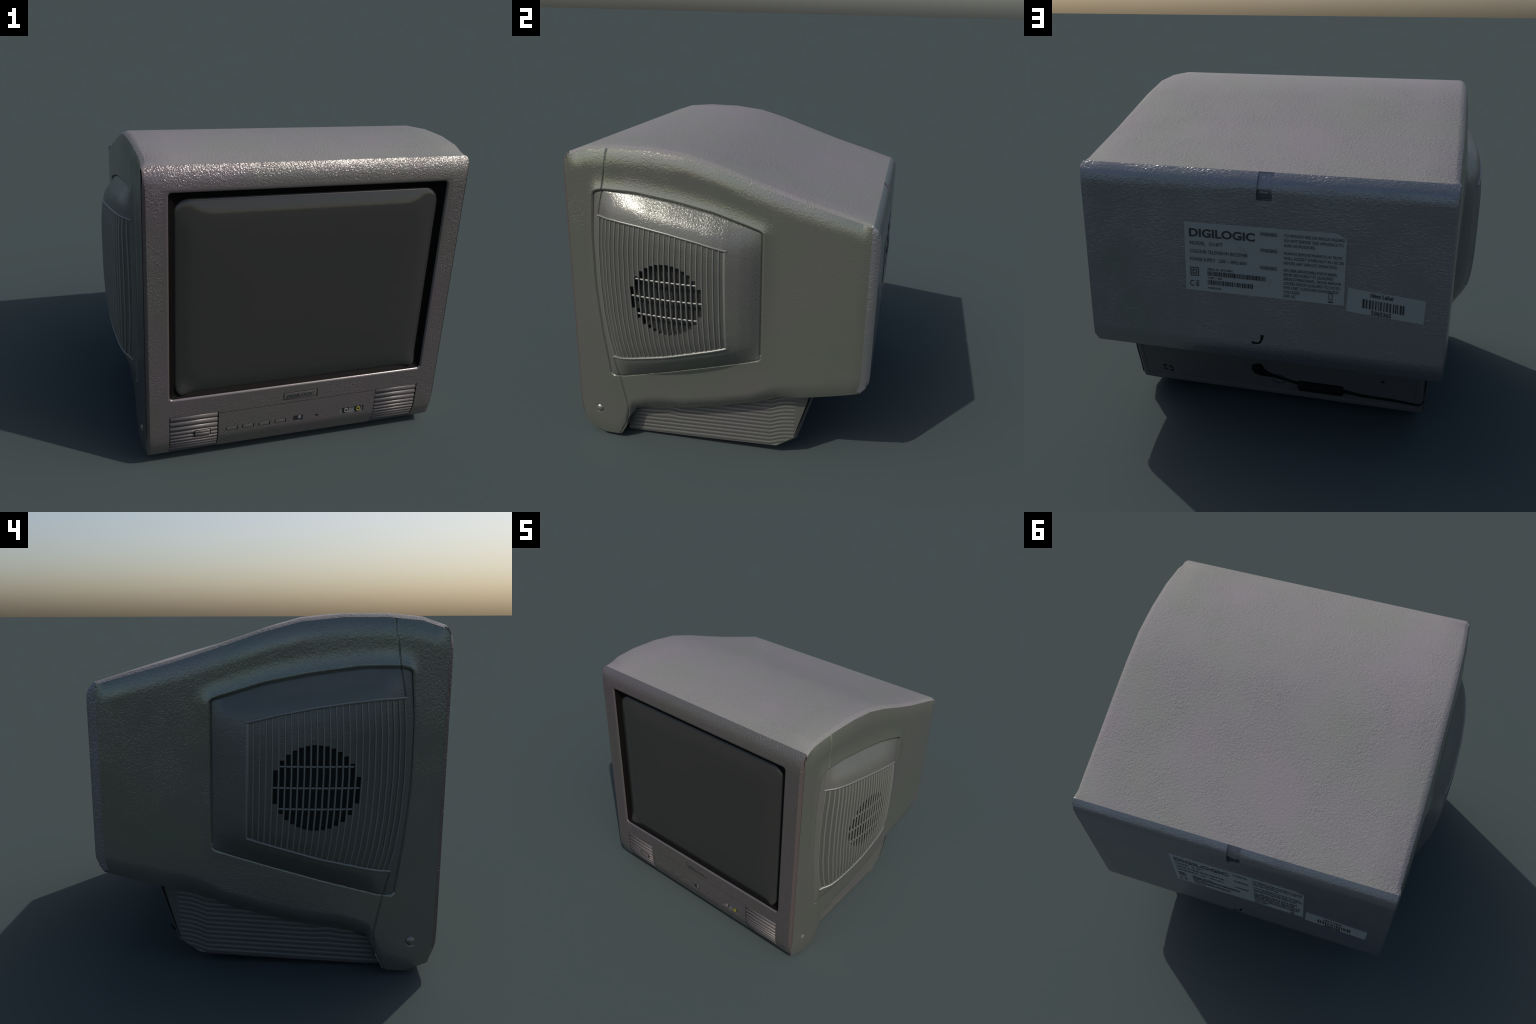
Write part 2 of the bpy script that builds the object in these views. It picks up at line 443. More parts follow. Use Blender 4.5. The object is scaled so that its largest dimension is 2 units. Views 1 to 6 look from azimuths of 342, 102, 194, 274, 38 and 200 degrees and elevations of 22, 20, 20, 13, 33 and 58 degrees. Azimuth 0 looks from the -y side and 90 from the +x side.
def build_grille(housing):
    sv = np.linspace(0.012, 1.0, N_RIB)
    # ribs
    ribs = []
    for i, s in enumerate(sv):
        c = rib_curve(s, 48)
        x, _ = pod_x(c[:, 0], c[:, 1])
        last = i == N_RIB - 1
        w = 0.0085 if last else 0.0042
        hgt = 0.0055
        V = []
        prof = [(-1.1, -0.3), (-0.9, 0.35), (-0.45, 0.88), (0.0, 1.0), (0.45, 0.88), (0.9, 0.35), (1.1, -0.3)]
        for (y, z), xx in zip(c, x):
            for a, b in prof:
                V.append((xx - 0.0050 + hgt * b, y + a * w, z))
        ob = obj("grille_rib" if i == 0 else f"grille_rib.{i:03d}", V, grid_faces(len(c), len(prof)), M_RIB, housing)
        recalc(ob)
        if np.mean([p.normal.x for p in ob.data.polygons]) < 0:
            ob.data.flip_normals()
        ribs.append(ob)
    # slotted base between the ribs with the round speaker opening cut out
    V, F = [], []
    def strip(s0, s1, t0, t1, n, ends):
        base = len(V)
        for j in range(n + 1):
            t = t0 + (t1 - t0) * j / n
            for s in np.linspace(s0, s1, 4):
                c = curve_at(s, t)
                x, _ = pod_x(c[0], c[1])
                V.append((float(x) - 0.005, c[0], c[1]))
        for j in range(n):
            for k in range(3):
                a = base + j * 4 + k
                F.append((a, a + 1, a + 5, a + 4))
        for e in ends:                      # wall of the opening going inwards
            row = base + (n if e else 0) * 4
            b2 = len(V)
            for k in range(4):
                v = V[row + k]
                V.append((v[0] - 0.022, v[1], v[2]))
            for k in range(3):
                F.append((row + k, row + k + 1, b2 + k + 1, b2 + k))
    def curve_at(s, t):
        lo_y = lin(0.56, G_FRONT) * (1 - s) + 0.080 * s
        hi_y = lin(1.36, G_FRONT) * (1 - s) + 0.072 * s
        z0, z1 = lin(lo_y, G_BOT), lin(hi_y, G_TOP)
        z = z0 + (z1 - z0) * t
        zf = 0.545 + (1.367 - 0.545) * t
        return (float(lin(zf, G_FRONT) * (1 - s) + (0.080 - 0.008 * t) * s), float(z))
    chords = []
    for i in range(N_RIB - 1):
        s0, s1 = sv[i], sv[i + 1]
        sm = (s0 + s1) / 2
        tt = np.linspace(0, 1, 400)
        cc = np.array([curve_at(sm, t) for t in tt])
        ins = np.hypot(cc[:, 0] - HOLE_Y, cc[:, 1] - HOLE_Z) < HOLE_R
        if ins.any():
            ta, tb = tt[ins][0], tt[ins][-1]
            strip(s0, s1, 0, ta, 16, [1])
            strip(s0, s1, tb, 1, 16, [0])
            chords.append((i, ta, tb))
        else:
            strip(s0, s1, 0, 1, 30, [])
    base = obj("grille_plate", V, F, M_PANEL, housing)
    base.data.flip_normals()
    me = base.data
    if np.mean([p.normal.x for p in me.polygons if abs(p.normal.x) > .5]) < 0:
        me.flip_normals()
    sharp_by_angle(base, 50)
    # crossbars of the opening
    for k, dz in enumerate((-0.098, 0.0, 0.098)):
        z = HOLE_Z + dz
        half = math.sqrt(HOLE_R ** 2 - dz ** 2) - 0.004
        yy = np.linspace(HOLE_Y - half, HOLE_Y + half, 24)
        xx, _ = pod_x(yy, np.full_like(yy, z))
        tube("grille_crossbar" if k == 0 else f"grille_crossbar.{k:03d}", [(x - 0.0125, y, z) for x, y in zip(xx, yy)], 0.0055, M_RIB, housing, seg=8)
    # raised border of the grille: top, back and bottom
    for k, tab in enumerate((G_TOP, G_BOT)):
        y0 = (-0.632, -0.588)[k]
        yy = np.linspace(y0, 0.081, 60)
        zz = lin(yy, tab)
        xx, _ = pod_x(yy, zz)
        tube("grille_border" if k == 0 else "grille_border.001", [(x - 0.0015, y, z) for x, y, z in zip(xx, yy, zz)], 0.0062, M_RIB, housing, seg=8)
    # dark speaker cone behind the opening
    V, F = [], []
    n = 32
    for j, (r, dx) in enumerate([(0.0, -0.055), (0.10, -0.045), (0.215, -0.034)]):
        for k in range(n):
            a = 2 * math.pi * k / n
            y, z = HOLE_Y + r * math.cos(a), HOLE_Z + r * math.sin(a)
            V.append((float(pod_x(y, z)[0]) + dx, y, z))
    for j in range(2):
        for k in range(n):
            F.append((j * n + k, j * n + (k + 1) % n, (j + 1) * n + (k + 1) % n, (j + 1) * n + k))
    recalc(obj("speaker_cone", V, F, M_CONE, housing))

def mirror_tree(ob, parent):
    """The left-hand twin shares its mesh with the right-hand part."""
    c = ob.copy()
    bpy.context.scene.collection.objects.link(c)
    c.parent = parent
    if parent is root:
        c.scale.x = -1
    for ch in list(ob.children):
        mirror_tree(ch, c)
    return c

# ------------------------------------------------------------------ underside of the shell
def build_under():
    xs = [-0.862, -0.5, 0, 0.5, 0.862]
    V = []
    for y, z in BOT:
        edge = float(pod_x(y, z)[0])
        for x in xs:
            V.append((x / 0.862 * edge, y, z))
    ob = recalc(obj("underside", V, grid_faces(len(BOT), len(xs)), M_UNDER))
    if np.mean([p.normal.z for p in ob.data.polygons]) > 0:
        ob.data.flip_normals()
    return ob

# ------------------------------------------------------------------ back wall
def build_back():
    prof = [(0.787, 1.430), (0.812, 1.405), (0.8265, 1.375), (0.829, 1.330), (0.829, 1.0), (0.829, 0.61), (0.8275, 0.575), (0.811, 0.540), (0.787, 0.500)]
    xs = [-0.872, -0.866, -0.858, -0.82, -0.4, 0, 0.4, 0.82, 0.858, 0.866, 0.872]
    V = []
    for y, z in prof:
        for x in xs:
            a = abs(x)
            yy, s = y, (1 if x > 0 else -1)
            ax = a
            if a > 0.87:
                yy, ax = 0.784, 0.868
            elif a > 0.86:
                yy, ax = min(y, 0.812), 0.866
            if a > 0.86 and z > 1.42:
                ax = 0.862
            V.append((s * ax, yy, z if a < 0.86 else max(0.512, min(z, 1.418))))
    # closed slab so that openings can be cut into it
    nb = len(V)
    for y, z in prof:
        for x in xs:
            V.append((max(-0.85, min(0.85, x)), 0.735, min(max(z, 0.51), 1.415)))
    F = grid_faces(len(prof), len(xs))
    F += [tuple(i + nb for i in f[::-1]) for f in grid_faces(len(prof), len(xs))]
    nx, npf = len(xs), len(prof)
    rim = [i for i in range(nx)] + [j * nx + nx - 1 for j in range(1, npf)] + [(npf - 1) * nx + i for i in range(nx - 2, -1, -1)] + [j * nx for j in range(npf - 2, 0, -1)]
    for a, b in zip(rim, rim[1:] + rim[:1]):
        F.append((a, a + nb, b + nb, b))
    me = bpy.data.meshes.new("back_panel")
    me.from_pydata(V, [], F)
    me.materials.append(M_BACK)
    ob = link(bpy.data.objects.new("back_panel", me))
    bm = bmesh.new()
    bm.from_mesh(me)
    bmesh.ops.recalc_face_normals(bm, faces=bm.faces)
    bm.to_mesh(me)
    bm.free()
    me.shade_smooth()
    return ob

# ------------------------------------------------------------------ boolean cutting
cutters = []
def cutter(V, F):
    me = bpy.data.meshes.new("cut")
    me.from_pydata([tuple(map(float, v)) for v in V], [], F)
    ob = bpy.data.objects.new("cut", me)
    bpy.context.scene.collection.objects.link(ob)
    recalc(ob)
    ob.hide_render = True
    cutters.append(ob)
    return ob

def prism(outline, y0, y1, grow=0.0):
    """Prism along y from an (x, z) outline."""
    return cutter(*loft([[(x, y0, z) for x, z in outline], [(x, y1, z) for x, z in outline]]))

def cut_all(ob, cuts, deg):
    for c in cuts:
        md = ob.modifiers.new("cut", 'BOOLEAN')
        md.operation = 'DIFFERENCE'
        md.solver = 'EXACT'
        md.object = c
    apply_mods(ob)
    sharp_by_angle(ob, deg)
    md = ob.modifiers.new("wn", 'WEIGHTED_NORMAL')
    md.keep_sharp = True
    md.weight = 60
    apply_mods(ob)

# ------------------------------------------------------------------ front bezel
SCR = dict(cx=0.0, cz=0.990, w=1.476, h=1.128)         # opening: x +-0.738, z 0.426..1.554
FRONT_PROF = [(-0.765, 1.665), (-0.793, 1.682), (-0.8045, 1.668), (-0.8155, 1.648), (-0.8235, 1.627), (-0.8285, 1.602), (-0.831, 1.572), (-0.832, 1.530),
              (-0.832, 0.24), (-0.8305, 0.165), (-0.822, 0.130), (-0.794, 0.066), (-0.77, 0.066)]

def front_y(z):
    p = sorted([(z, y) for y, z in FRONT_PROF[1:-1]])
    return float(lin(z, p))

def build_bezel():
    xs = [-0.864, -0.858, -0.847, -0.80, 0, 0.80, 0.847, 0.858, 0.864]
    V = []
    for y, z in FRONT_PROF:
        for x in xs:
            a = abs(x)
            yy = y
            if a > 0.863:
                yy = max(y, -0.808)
            elif a > 0.85:
                yy = max(y, -0.818)
            xx = x * (1.0 if z > 0.15 else 0.992)
            if a > 0.863 and z > 1.62:
                xx, yy = math.copysign(0.859, x), max(yy, -0.803)
            zz = min(z, 1.664) if a > 0.863 else min(z, 1.6755) if a > 0.85 else z
            V.append((xx, yy, zz))
    nb = len(V)
    for y, z in FRONT_PROF:
        for x in xs:
            V.append((max(-0.85, min(0.85, x)), -0.755, min(max(z, 0.075), 1.655)))
    F = grid_faces(len(FRONT_PROF), len(xs))
    F += [tuple(i + nb for i in f[::-1]) for f in grid_faces(len(FRONT_PROF), len(xs))]
    nx, npf = len(xs), len(FRONT_PROF)
    rim = list(range(nx)) + [j * nx + nx - 1 for j in range(1, npf)] + [(npf - 1) * nx + i for i in range(nx - 2, -1, -1)] + [j * nx for j in range(npf - 2, 0, -1)]
    for a, b in zip(rim, rim[1:] + rim[:1]):
        F.append((a, a + nb, b + nb, b))
    me = bpy.data.meshes.new("front_bezel")
    me.from_pydata(V, [], F)
    me.materials.append(M_BEZEL)
    ob = link(bpy.data.objects.new("front_bezel", me))
    bm = bmesh.new()
    bm.from_mesh(me)
    bmesh.ops.recalc_face_normals(bm, faces=bm.faces)
    bm.to_mesh(me)
    bm.free()
    cuts = []
    # screen opening with a rolled lip
    rings = []
    for y, g in [(-0.86, 0.030), (-0.8325, 0.016), (-0.8312, 0.010), (-0.8275, 0.0045), (-0.821, 0.001), (-0.812, 0.0), (-0.70, 0.0)]:
        rings.append([(x, y, z) for x, z in rrect(SCR["cx"], SCR["cz"], SCR["w"] + 2 * g, SCR["h"] + 2 * g, 0.014 + g, 5)])
    cuts.append(cutter(*loft(rings)))
    # pits for the ribbed corners
    zs = [0.318, 0.24, 0.165, 0.130, 0.100, 0.072, 0.05]
    pit = [(front_y(z) + 0.0135, z) for z in zs] + [(-0.95, 0.05), (-0.95, 0.318)]
    for x0, x1 in ((-0.744, -0.472), (0.466, 0.738)):
        cuts.append(cutter(*loft([[(x0, y, z) for y, z in pit], [(x1, y, z) for y, z in pit]])))
    # badge recess, flap outline, button pits, sensor window, socket tray, pinhole
    cuts.append(prism(rrect(-0.001, 0.349, 0.204, 0.052, 0.003, 2), -0.86, -0.823))
    cuts.append(prism([(-0.472, 0.3005), (0.466, 0.3075), (0.466, 0.3125), (-0.472, 0.3055)], -0.86, -0.8265))
    for cx in BUTTON_X:
        cuts.append(prism(rrect(cx, 0.191, 0.070, 0.028, 0.009, 4), -0.86, -0.824))
    cuts.append(prism(rrect(-0.006, 0.192, 0.058, 0.040, 0.003, 2), -0.86, -0.822))
    cuts.append(prism(rrect(0.107, 0.194, 0.018, 0.013, 0.002, 2), -0.86, -0.818))
    cuts.append(prism(rrect(0.329, 0.197, 0.146, 0.040, 0.003, 2), -0.86, -0.824))
    cut_all(ob, cuts, 38)
    return ob

BUTTON_X = (-0.396, -0.302, -0.207, -0.112)

def y_text(body, size, mat, name, place, parent, depth=0.0012, back=False, xscale=1.0, shear=0.0, align='LEFT', extra=None, weight=0.0):
    """Built-in-font lettering laid on the front (facing -y) or the back (facing +y)."""
    bpyc = bpy.data.curves.new("lettering", 'FONT')
    bpyc.body = body
    bpyc.size = size
    bpyc.extrude = depth
    bpyc.shear = shear
    bpyc.offset = weight
    bpyc.align_x = align
    bpyc.resolution_u = 3
    ob = bpy.data.objects.new("lettering", bpyc)
    bpy.context.scene.collection.objects.link(ob)
    dg = bpy.context.evaluated_depsgraph_get()
    me = bpy.data.meshes.new_from_object(ob.evaluated_get(dg))
    bpy.data.objects.remove(ob)
    bpy.data.curves.remove(bpyc)
    x, y, z, rot = place
    sx = -1 if back else 1
    M = Matrix.Translation((x, y, z)) @ Matrix(((sx, 0, 0, 0), (0, 0, sx * -1 * -1 if False else (1 if back else -1), 0), (0, 1, 0, 0), (0, 0, 0, 1))) @ Matrix.Rotation(rot, 4, 'Z') @ Matrix.Diagonal((xscale, 1, 1, 1))
    me.transform(M)
    return me

def join_meshes(name, meshes, mat, parent):
    bm = bmesh.new()
    for me in meshes:
        bm.from_mesh(me)
        bpy.data.meshes.remove(me)
    me = bpy.data.meshes.new(name)
    bm.to_mesh(me)
    bm.free()
    me.materials.clear()
    me.materials.append(mat)
    for p in me.polygons:
        p.material_index = 0
    return link(bpy.data.objects.new(name, me), parent)

def build_front_details(bezel):
    box("badge_plate", (-0.098, -0.8305, 0.3275), (0.096, -0.82, 0.3705), M_BEZEL, bezel, 0.0015)
    # half-round ridges filling both lower corners; lower ones are finer and follow the chin
    tops = [0.313, 0.279, 0.247, 0.217, 0.193, 0.171, 0.149, 0.127, 0.104, 0.078]
    n = 0
    for x0, x1 in ((-0.741, -0.475), (0.469, 0.735)):
        for zt, zb in zip(tops[:-1], tops[1:]):
            V = []
            K = 9
            for x in (x0, x0 + 0.004, x1 - 0.004, x1):
                for k in range(K):
                    a = k / (K - 1)
                    z = zt - 0.002 - (zt - zb - 0.004) * a
                    yc = front_y(z)
                    bulge = 0.013 * math.sqrt(max(0, 1 - (2 * a - 1) ** 2)) - 0.0125
                    if x in (x0, x1):
                        bulge = -0.0125
                    V.append((x, yc - bulge - 0.001, z))
            o = recalc(obj("front_ridge" if n == 0 else f"front_ridge.{n:03d}", V, grid_faces(4, K), M_RIDGE, bezel))
            if np.mean([p.normal.y for p in o.data.polygons]) > 0:
                o.data.flip_normals()
            n += 1
        # first thin flat lip above the ridges
        box("ridge_lip" if x0 < 0 else "ridge_lip.001", (x0, -0.8305, 0.311), (x1, -0.815, 0.3165), M_RIDGE, bezel, 0.0015)
        # floor of the pit
    # power button with a dark gap around it
    def rounded_block(name, cx, cz, w, h, r, y0, y1, mat, bev=0.002):
        a = rrect(cx, cz, w, h, r, 4)
        b = rrect(cx, cz, w - 2 * bev, h - 2 * bev, max(r - bev, 0.0008), 4)
        V, F = loft([[(x, y1, z) for x, z in a], [(x, y0 + bev, z) for x, z in a], [(x, y0, z) for x, z in b]])
        o = recalc(obj(name, V, F, mat, bezel))
        sharp_by_angle(o, 35)
        return o
    rounded_block("power_button_gap", -0.562, 0.1935, 0.094, 0.036, 0.004, -0.8345, -0.82, M_GAP, 0.0005)
    V, F = [], []
    for zt, zb in ((0.2095, 0.195), (0.193, 0.1775)):
        b = len(V)
        for x in (-0.604, -0.602, -0.522, -0.520):
            for k in range(9):
                a = k / 8
                V.append((x, -0.8342 - 0.0040 * math.sqrt(max(0, 1 - (2 * a - 1) ** 2)) * (0.3 if x in (-0.604, -0.520) else 1), zt - (zt - zb) * a))
        F += [tuple(i + b for i in f) for f in grid_faces(4, 9)]
    o = recalc(obj("power_button", V, F, M_RIDGE, bezel))
    if np.mean([p.normal.y for p in o.data.polygons]) > 0:
        o.data.flip_normals()
    for k, cx in enumerate(BUTTON_X):
        sfx = "" if k == 0 else f".{k:03d}"
        rounded_block("control_button_gap" + sfx, cx, 0.191, 0.0695, 0.0275, 0.009, -0.8245, -0.815, M_GAP, 0.0005)
        rounded_block("control_button" + sfx, cx, 0.191, 0.060, 0.019, 0.006, -0.8302, -0.815, M_UNDER, 0.0012)  # darker than the bezel, toning down light caught on the button tops
    # small symbol under the third and fourth button
    marks = [y_text("- VOL +", 0.016, M_INK, "m", (-0.16, -0.8322, 0.158, 0), bezel, 0.0006, align='CENTER')]
    o = join_meshes("button_lettering", marks, M_UNDER, bezel)
    # infrared sensor window
    rounded_block("sensor_window", -0.006, 0.192, 0.0575, 0.0395, 0.003, -0.8235, -0.815, M_PLATE, 0.001)
    rounded_block("sensor_pane", -0.008, 0.192, 0.046, 0.029, 0.002, -0.8265, -0.815, M_GLOW, 0.001)
    rounded_block("sensor_lens", 0.003, 0.196, 0.020, 0.021, 0.006, -0.8295, -0.815, M_LENS, 0.003)
    rounded_block("pinhole", 0.107, 0.194, 0.0175, 0.0125, 0.002, -0.8195, -0.81, M_HOLE, 0.0005)
    # socket tray with two round sockets
    rounded_block("socket_tray", 0.329, 0.197, 0.1455, 0.0395, 0.003, -0.8255, -0.815, M_PLATE, 0.001)
    for k, (cx, mat) in enumerate(((0.291, M_WHITE), (0.368, M_YELLOW))):
        sfx = "" if k == 0 else ".001"
        def ring(name, ro, ri, y0, y1, m):
            n = 20
            R = []
            for r, y in ((ro, y1), (ro, y0 + .001), (ro - .001, y0), (ri + .001, y0), (ri, y0 + .001), (ri, y1)):
                R.append([(cx + r * math.cos(2 * math.pi * j / n), y, 0.198 + r * math.sin(2 * math.pi * j / n)) for j in range(n)])
            o = recalc(obj(name, *loft(R, False, False), m, bezel))
            sharp_by_angle(o, 40)
        ring("socket_collar" + sfx, 0.0205, 0.0145, -0.8285, -0.82, M_GAP)
        ring("socket" + sfx, 0.0145, 0.0065, -0.8335, -0.82, mat)
        rounded_block("socket_bore" + sfx, cx, 0.198, 0.013, 0.013, 0.0064, -0.829, -0.82, M_HOLE, 0.0003)
    # badge lettering
    t = [y_text("DIGILOGIC", 0.029, M_INK, "b", (-0.001, -0.8306, 0.3385, 0), bezel, 0.0010, xscale=1.14, shear=0.25, align='CENTER', weight=0.0006)]
    join_meshes("badge_lettering", t, M_INK, bezel)

# ------------------------------------------------------------------ picture tube
def build_screen():
    n = 10
    rings = []
    for y, gx, gz, r in [(-0.8245, 0.0, 0.0, 0.014), (-0.815, 0.004, 0.004, 0.02), (-0.800, 0.026, 0.026, 0.05), (-0.785, 0.044, 0.044, 0.065), (-0.765, 0.046, 0.046, 0.065)]:
        rings.append([(x, y, z) for x, z in rrect(SCR["cx"], SCR["cz"], SCR["w"] - 2 * gx, SCR["h"] - 2 * gz, r, n)])
    V, F = loft(rings, False, False)
    o = recalc(obj("screen_surround", V, F, M_SURROUND))
    if np.mean([p.normal.y for p in o.data.polygons]) > 0:
        o.data.flip_normals()
    # glass: rounded rectangle of concentric rings, steeper rim, nearly flat middle
    w, h, cz = 1.426, 1.094, 0.972
    steps = [(0.0, -0.790), (0.005, -0.7965), (0.014, -0.8005), (0.03, -0.8046), (0.05, -0.8100), (0.07, -0.8148), (0.085, -0.8174), (0.10, -0.8192), (0.14, -0.8215), (0.22, -0.8245), (0.34, -0.8275), (0.46, -0.8285)]
    rings = []
    for d, y in steps:
        r = 0.084 + min(d, 0.1) * 0.35
        r = min(r, (h - 2 * d) / 2 - 0.004)
        ring = []
        for i, (x, z) in enumerate(rrect(0, cz, w - 2 * d, h - 2 * d, r, n)):
            k, j = divmod(i, n + 1)
            flare = math.sin(math.pi * j / n) ** 2 if k in (2, 3) else 0.0  # lower corners bent forward to shape the pale reflection patches
            ring.append((x, y - 0.004 - max(0, 0.045 - d) * 0.62 * flare, z))
        rings.append(ring)
    V, F = loft(rings, False, True)
    g = recalc(obj("screen_glass", V, F, M_GLASS))
    if np.mean([p.normal.y for p in g.data.polygons]) > 0:
        g.data.flip_normals()

# ------------------------------------------------------------------ stand
def build_stand():
    prof = [(-0.560, 0.0), (-0.10, 0.0165), (0.333, 0.036), (0.448, 0.112), (0.535, 0.410), (0.50, 0.45), (-0.30, 0.30), (-0.545, 0.20)]
    xo = 0.797
    b = 0.018
    cy, cz = 0.0, 0.2
    rings = []
    for x, ins in ((-xo, b), (-xo + 0.022, 0.0), (0, 0.0), (xo - 0.022, 0.0), (xo, b)):
        ring = []
        for i, (y, z) in enumerate(prof):
            dy, dz = 0, 0
            if ins:
                if i <= 3:
                    dz = ins
                if i == 3 or i == 4:
                    dy = -ins
                    dz = ins * (0.5 if i == 3 else 0)
            ring.append((x, y + dy, z + dz))
        rings.append(ring)
    V, F = loft(rings)
    o = recalc(obj("swivel_stand", V, F, M_STANDB))
    sharp_by_angle(o, 25)
    # ribbed cheek on each side: horizontal waves that follow the sole and lift at the rear
    ys = np.linspace(-0.562, 0.515, 150)
    V = []
    nz = 90
    sole = [(-0.55, 0.020), (0.333, 0.058), (0.437, 0.128), (0.53, 0.43)]
    for y in ys:
        zb = float(lin(y, sole))
        zt = float(lin(y, BOT)) + 0.03
        zt = max(zt, zb + 0.01)
        for j in range(nz):
            z = zb + (zt - zb) * j / (nz - 1)
            ref = 0.020 + 0.043 * (y + 0.55) + 0.030 * math.tanh(max(0, y - 0.30) / 0.07) * (1 - 0.0 * z)
            ref += 0.010 * math.exp(-((y + 0.31) / 0.05) ** 2) * min(1, max(0, (z - 0.10) / 0.1))
            ph = (z - ref) / 0.0245
            x = xo + 0.001 + 0.0055 * abs(math.sin(math.pi * ph)) ** 0.7 - 0.004
            V.append((x, y, z))
    c = obj("ribbed_cheek", V, grid_faces(len(ys), nz), M_STAND, o)
    recalc(c)
    if np.mean([p.normal.x for p in c.data.polygons]) < 0:
        c.data.flip_normals()
    c2 = c.copy()
    c2.scale.x = -1
    bpy.context.scene.collection.objects.link(c2)
    # dark joint at the rear of the cheeks
    for k, s in enumerate((1, -1)):
        pts = [(s * (xo + 0.0005), 0.434, 0.130), (s * (xo + 0.0005), 0.455, 0.20), (s * (xo + 0.0005), 0.488, 0.31), (s * (xo + 0.0005), 0.52, 0.42)]
        tube("cheek_joint" if k == 0 else "cheek_joint.001", pts, [0.002, 0.003, 0.005, 0.006], M_GAP, o, seg=6)
    # things on the sloping rear wall: local frame (x, height along wall)
    def wall(x, z, off=0.0):
        t = (z - 0.112) / (0.410 - 0.112)
        return (x, 0.448 + 0.087 * t + off * 0.96, z - off * 0.28)
    def wtube(name, pts, r, mat, off, seg=8):
        return tube(name, [wall(x, z, off) for x, z in pts], r, mat, o, seg)
    wtube("power_cable", [(0.101, 0.309), (0.100, 0.306), (0.096, 0.298), (0.088, 0.283), (0.070, 0.264), (0.04, 0.250), (0.005, 0.241), (-0.057, 0.227), (-0.135, 0.207)],
          [0.014, 0.025, 0.032, 0.034, 0.026, 0.016, 0.0095, 0.0085, 0.0085], M_RUBBER, 0.002, 10)
    wtube("power_cable_tail", [(-0.37, 0.197), (-0.473, 0.181), (-0.622, 0.178), (-0.72, 0.171), (-0.775, 0.166), (-0.790, 0.185), (-0.800, 0.207)],
          [0.010, 0.009, 0.008, 0.007, 0.006, 0.003, 0.002], M_RUBBER, 0.002, 8)
    wtube("ferrite_block", [(-0.131, 0.199), (-0.137, 0.199), (-0.37, 0.199), (-0.376, 0.199)], [0.022, 0.031, 0.031, 0.022], M_RUBBER, 0.002, 12)
    wtube("screw_hole", [(-0.582, 0.302), (-0.582, 0.3025)], 0.011, M_HOLE, 0.0015, 10)
    n = 0
    for a0, a1 in ((20, 160), (200, 340)):
        pts = [(-0.022 + 0.037 * math.cos(math.radians(a)), 0.222 + 0.030 * math.sin(math.radians(a))) for a in np.linspace(a0, a1, 12)]
        wtube("clip_ring" if n == 0 else "clip_ring.001", pts, 0.0022, M_GAP, 0.0005, 6)
        n += 1
    # small square clip on the far side of the cable
    pts = [(0.649, 0.213), (0.600, 0.205), (0.598, 0.176), (0.645, 0.182), (0.649, 0.213)]
    for k, (p, q) in enumerate(zip(pts[:-1], pts[1:])):
        p, q = np.array(p), np.array(q)
        wtube("clip_mark" if k == 0 else f"clip_mark.{k:03d}", [tuple(p), tuple(p * .65 + q * .35)], 0.004, M_GAP, 0.0005, 6)
        wtube(f"clip_mark.{k + 10:03d}", [tuple(p * .35 + q * .65), tuple(q)], 0.004, M_GAP, 0.0005, 6)
    # shallow frame line round the wall
    for k, pts in enumerate(([(0.755, 0.395), (0.755, 0.150), (0.74, 0.137), (-0.74, 0.137), (-0.755, 0.150), (-0.755, 0.395)],)):
        wtube("wall_line", pts, 0.0022, M_UNDER, 0.0, 6)
    return o

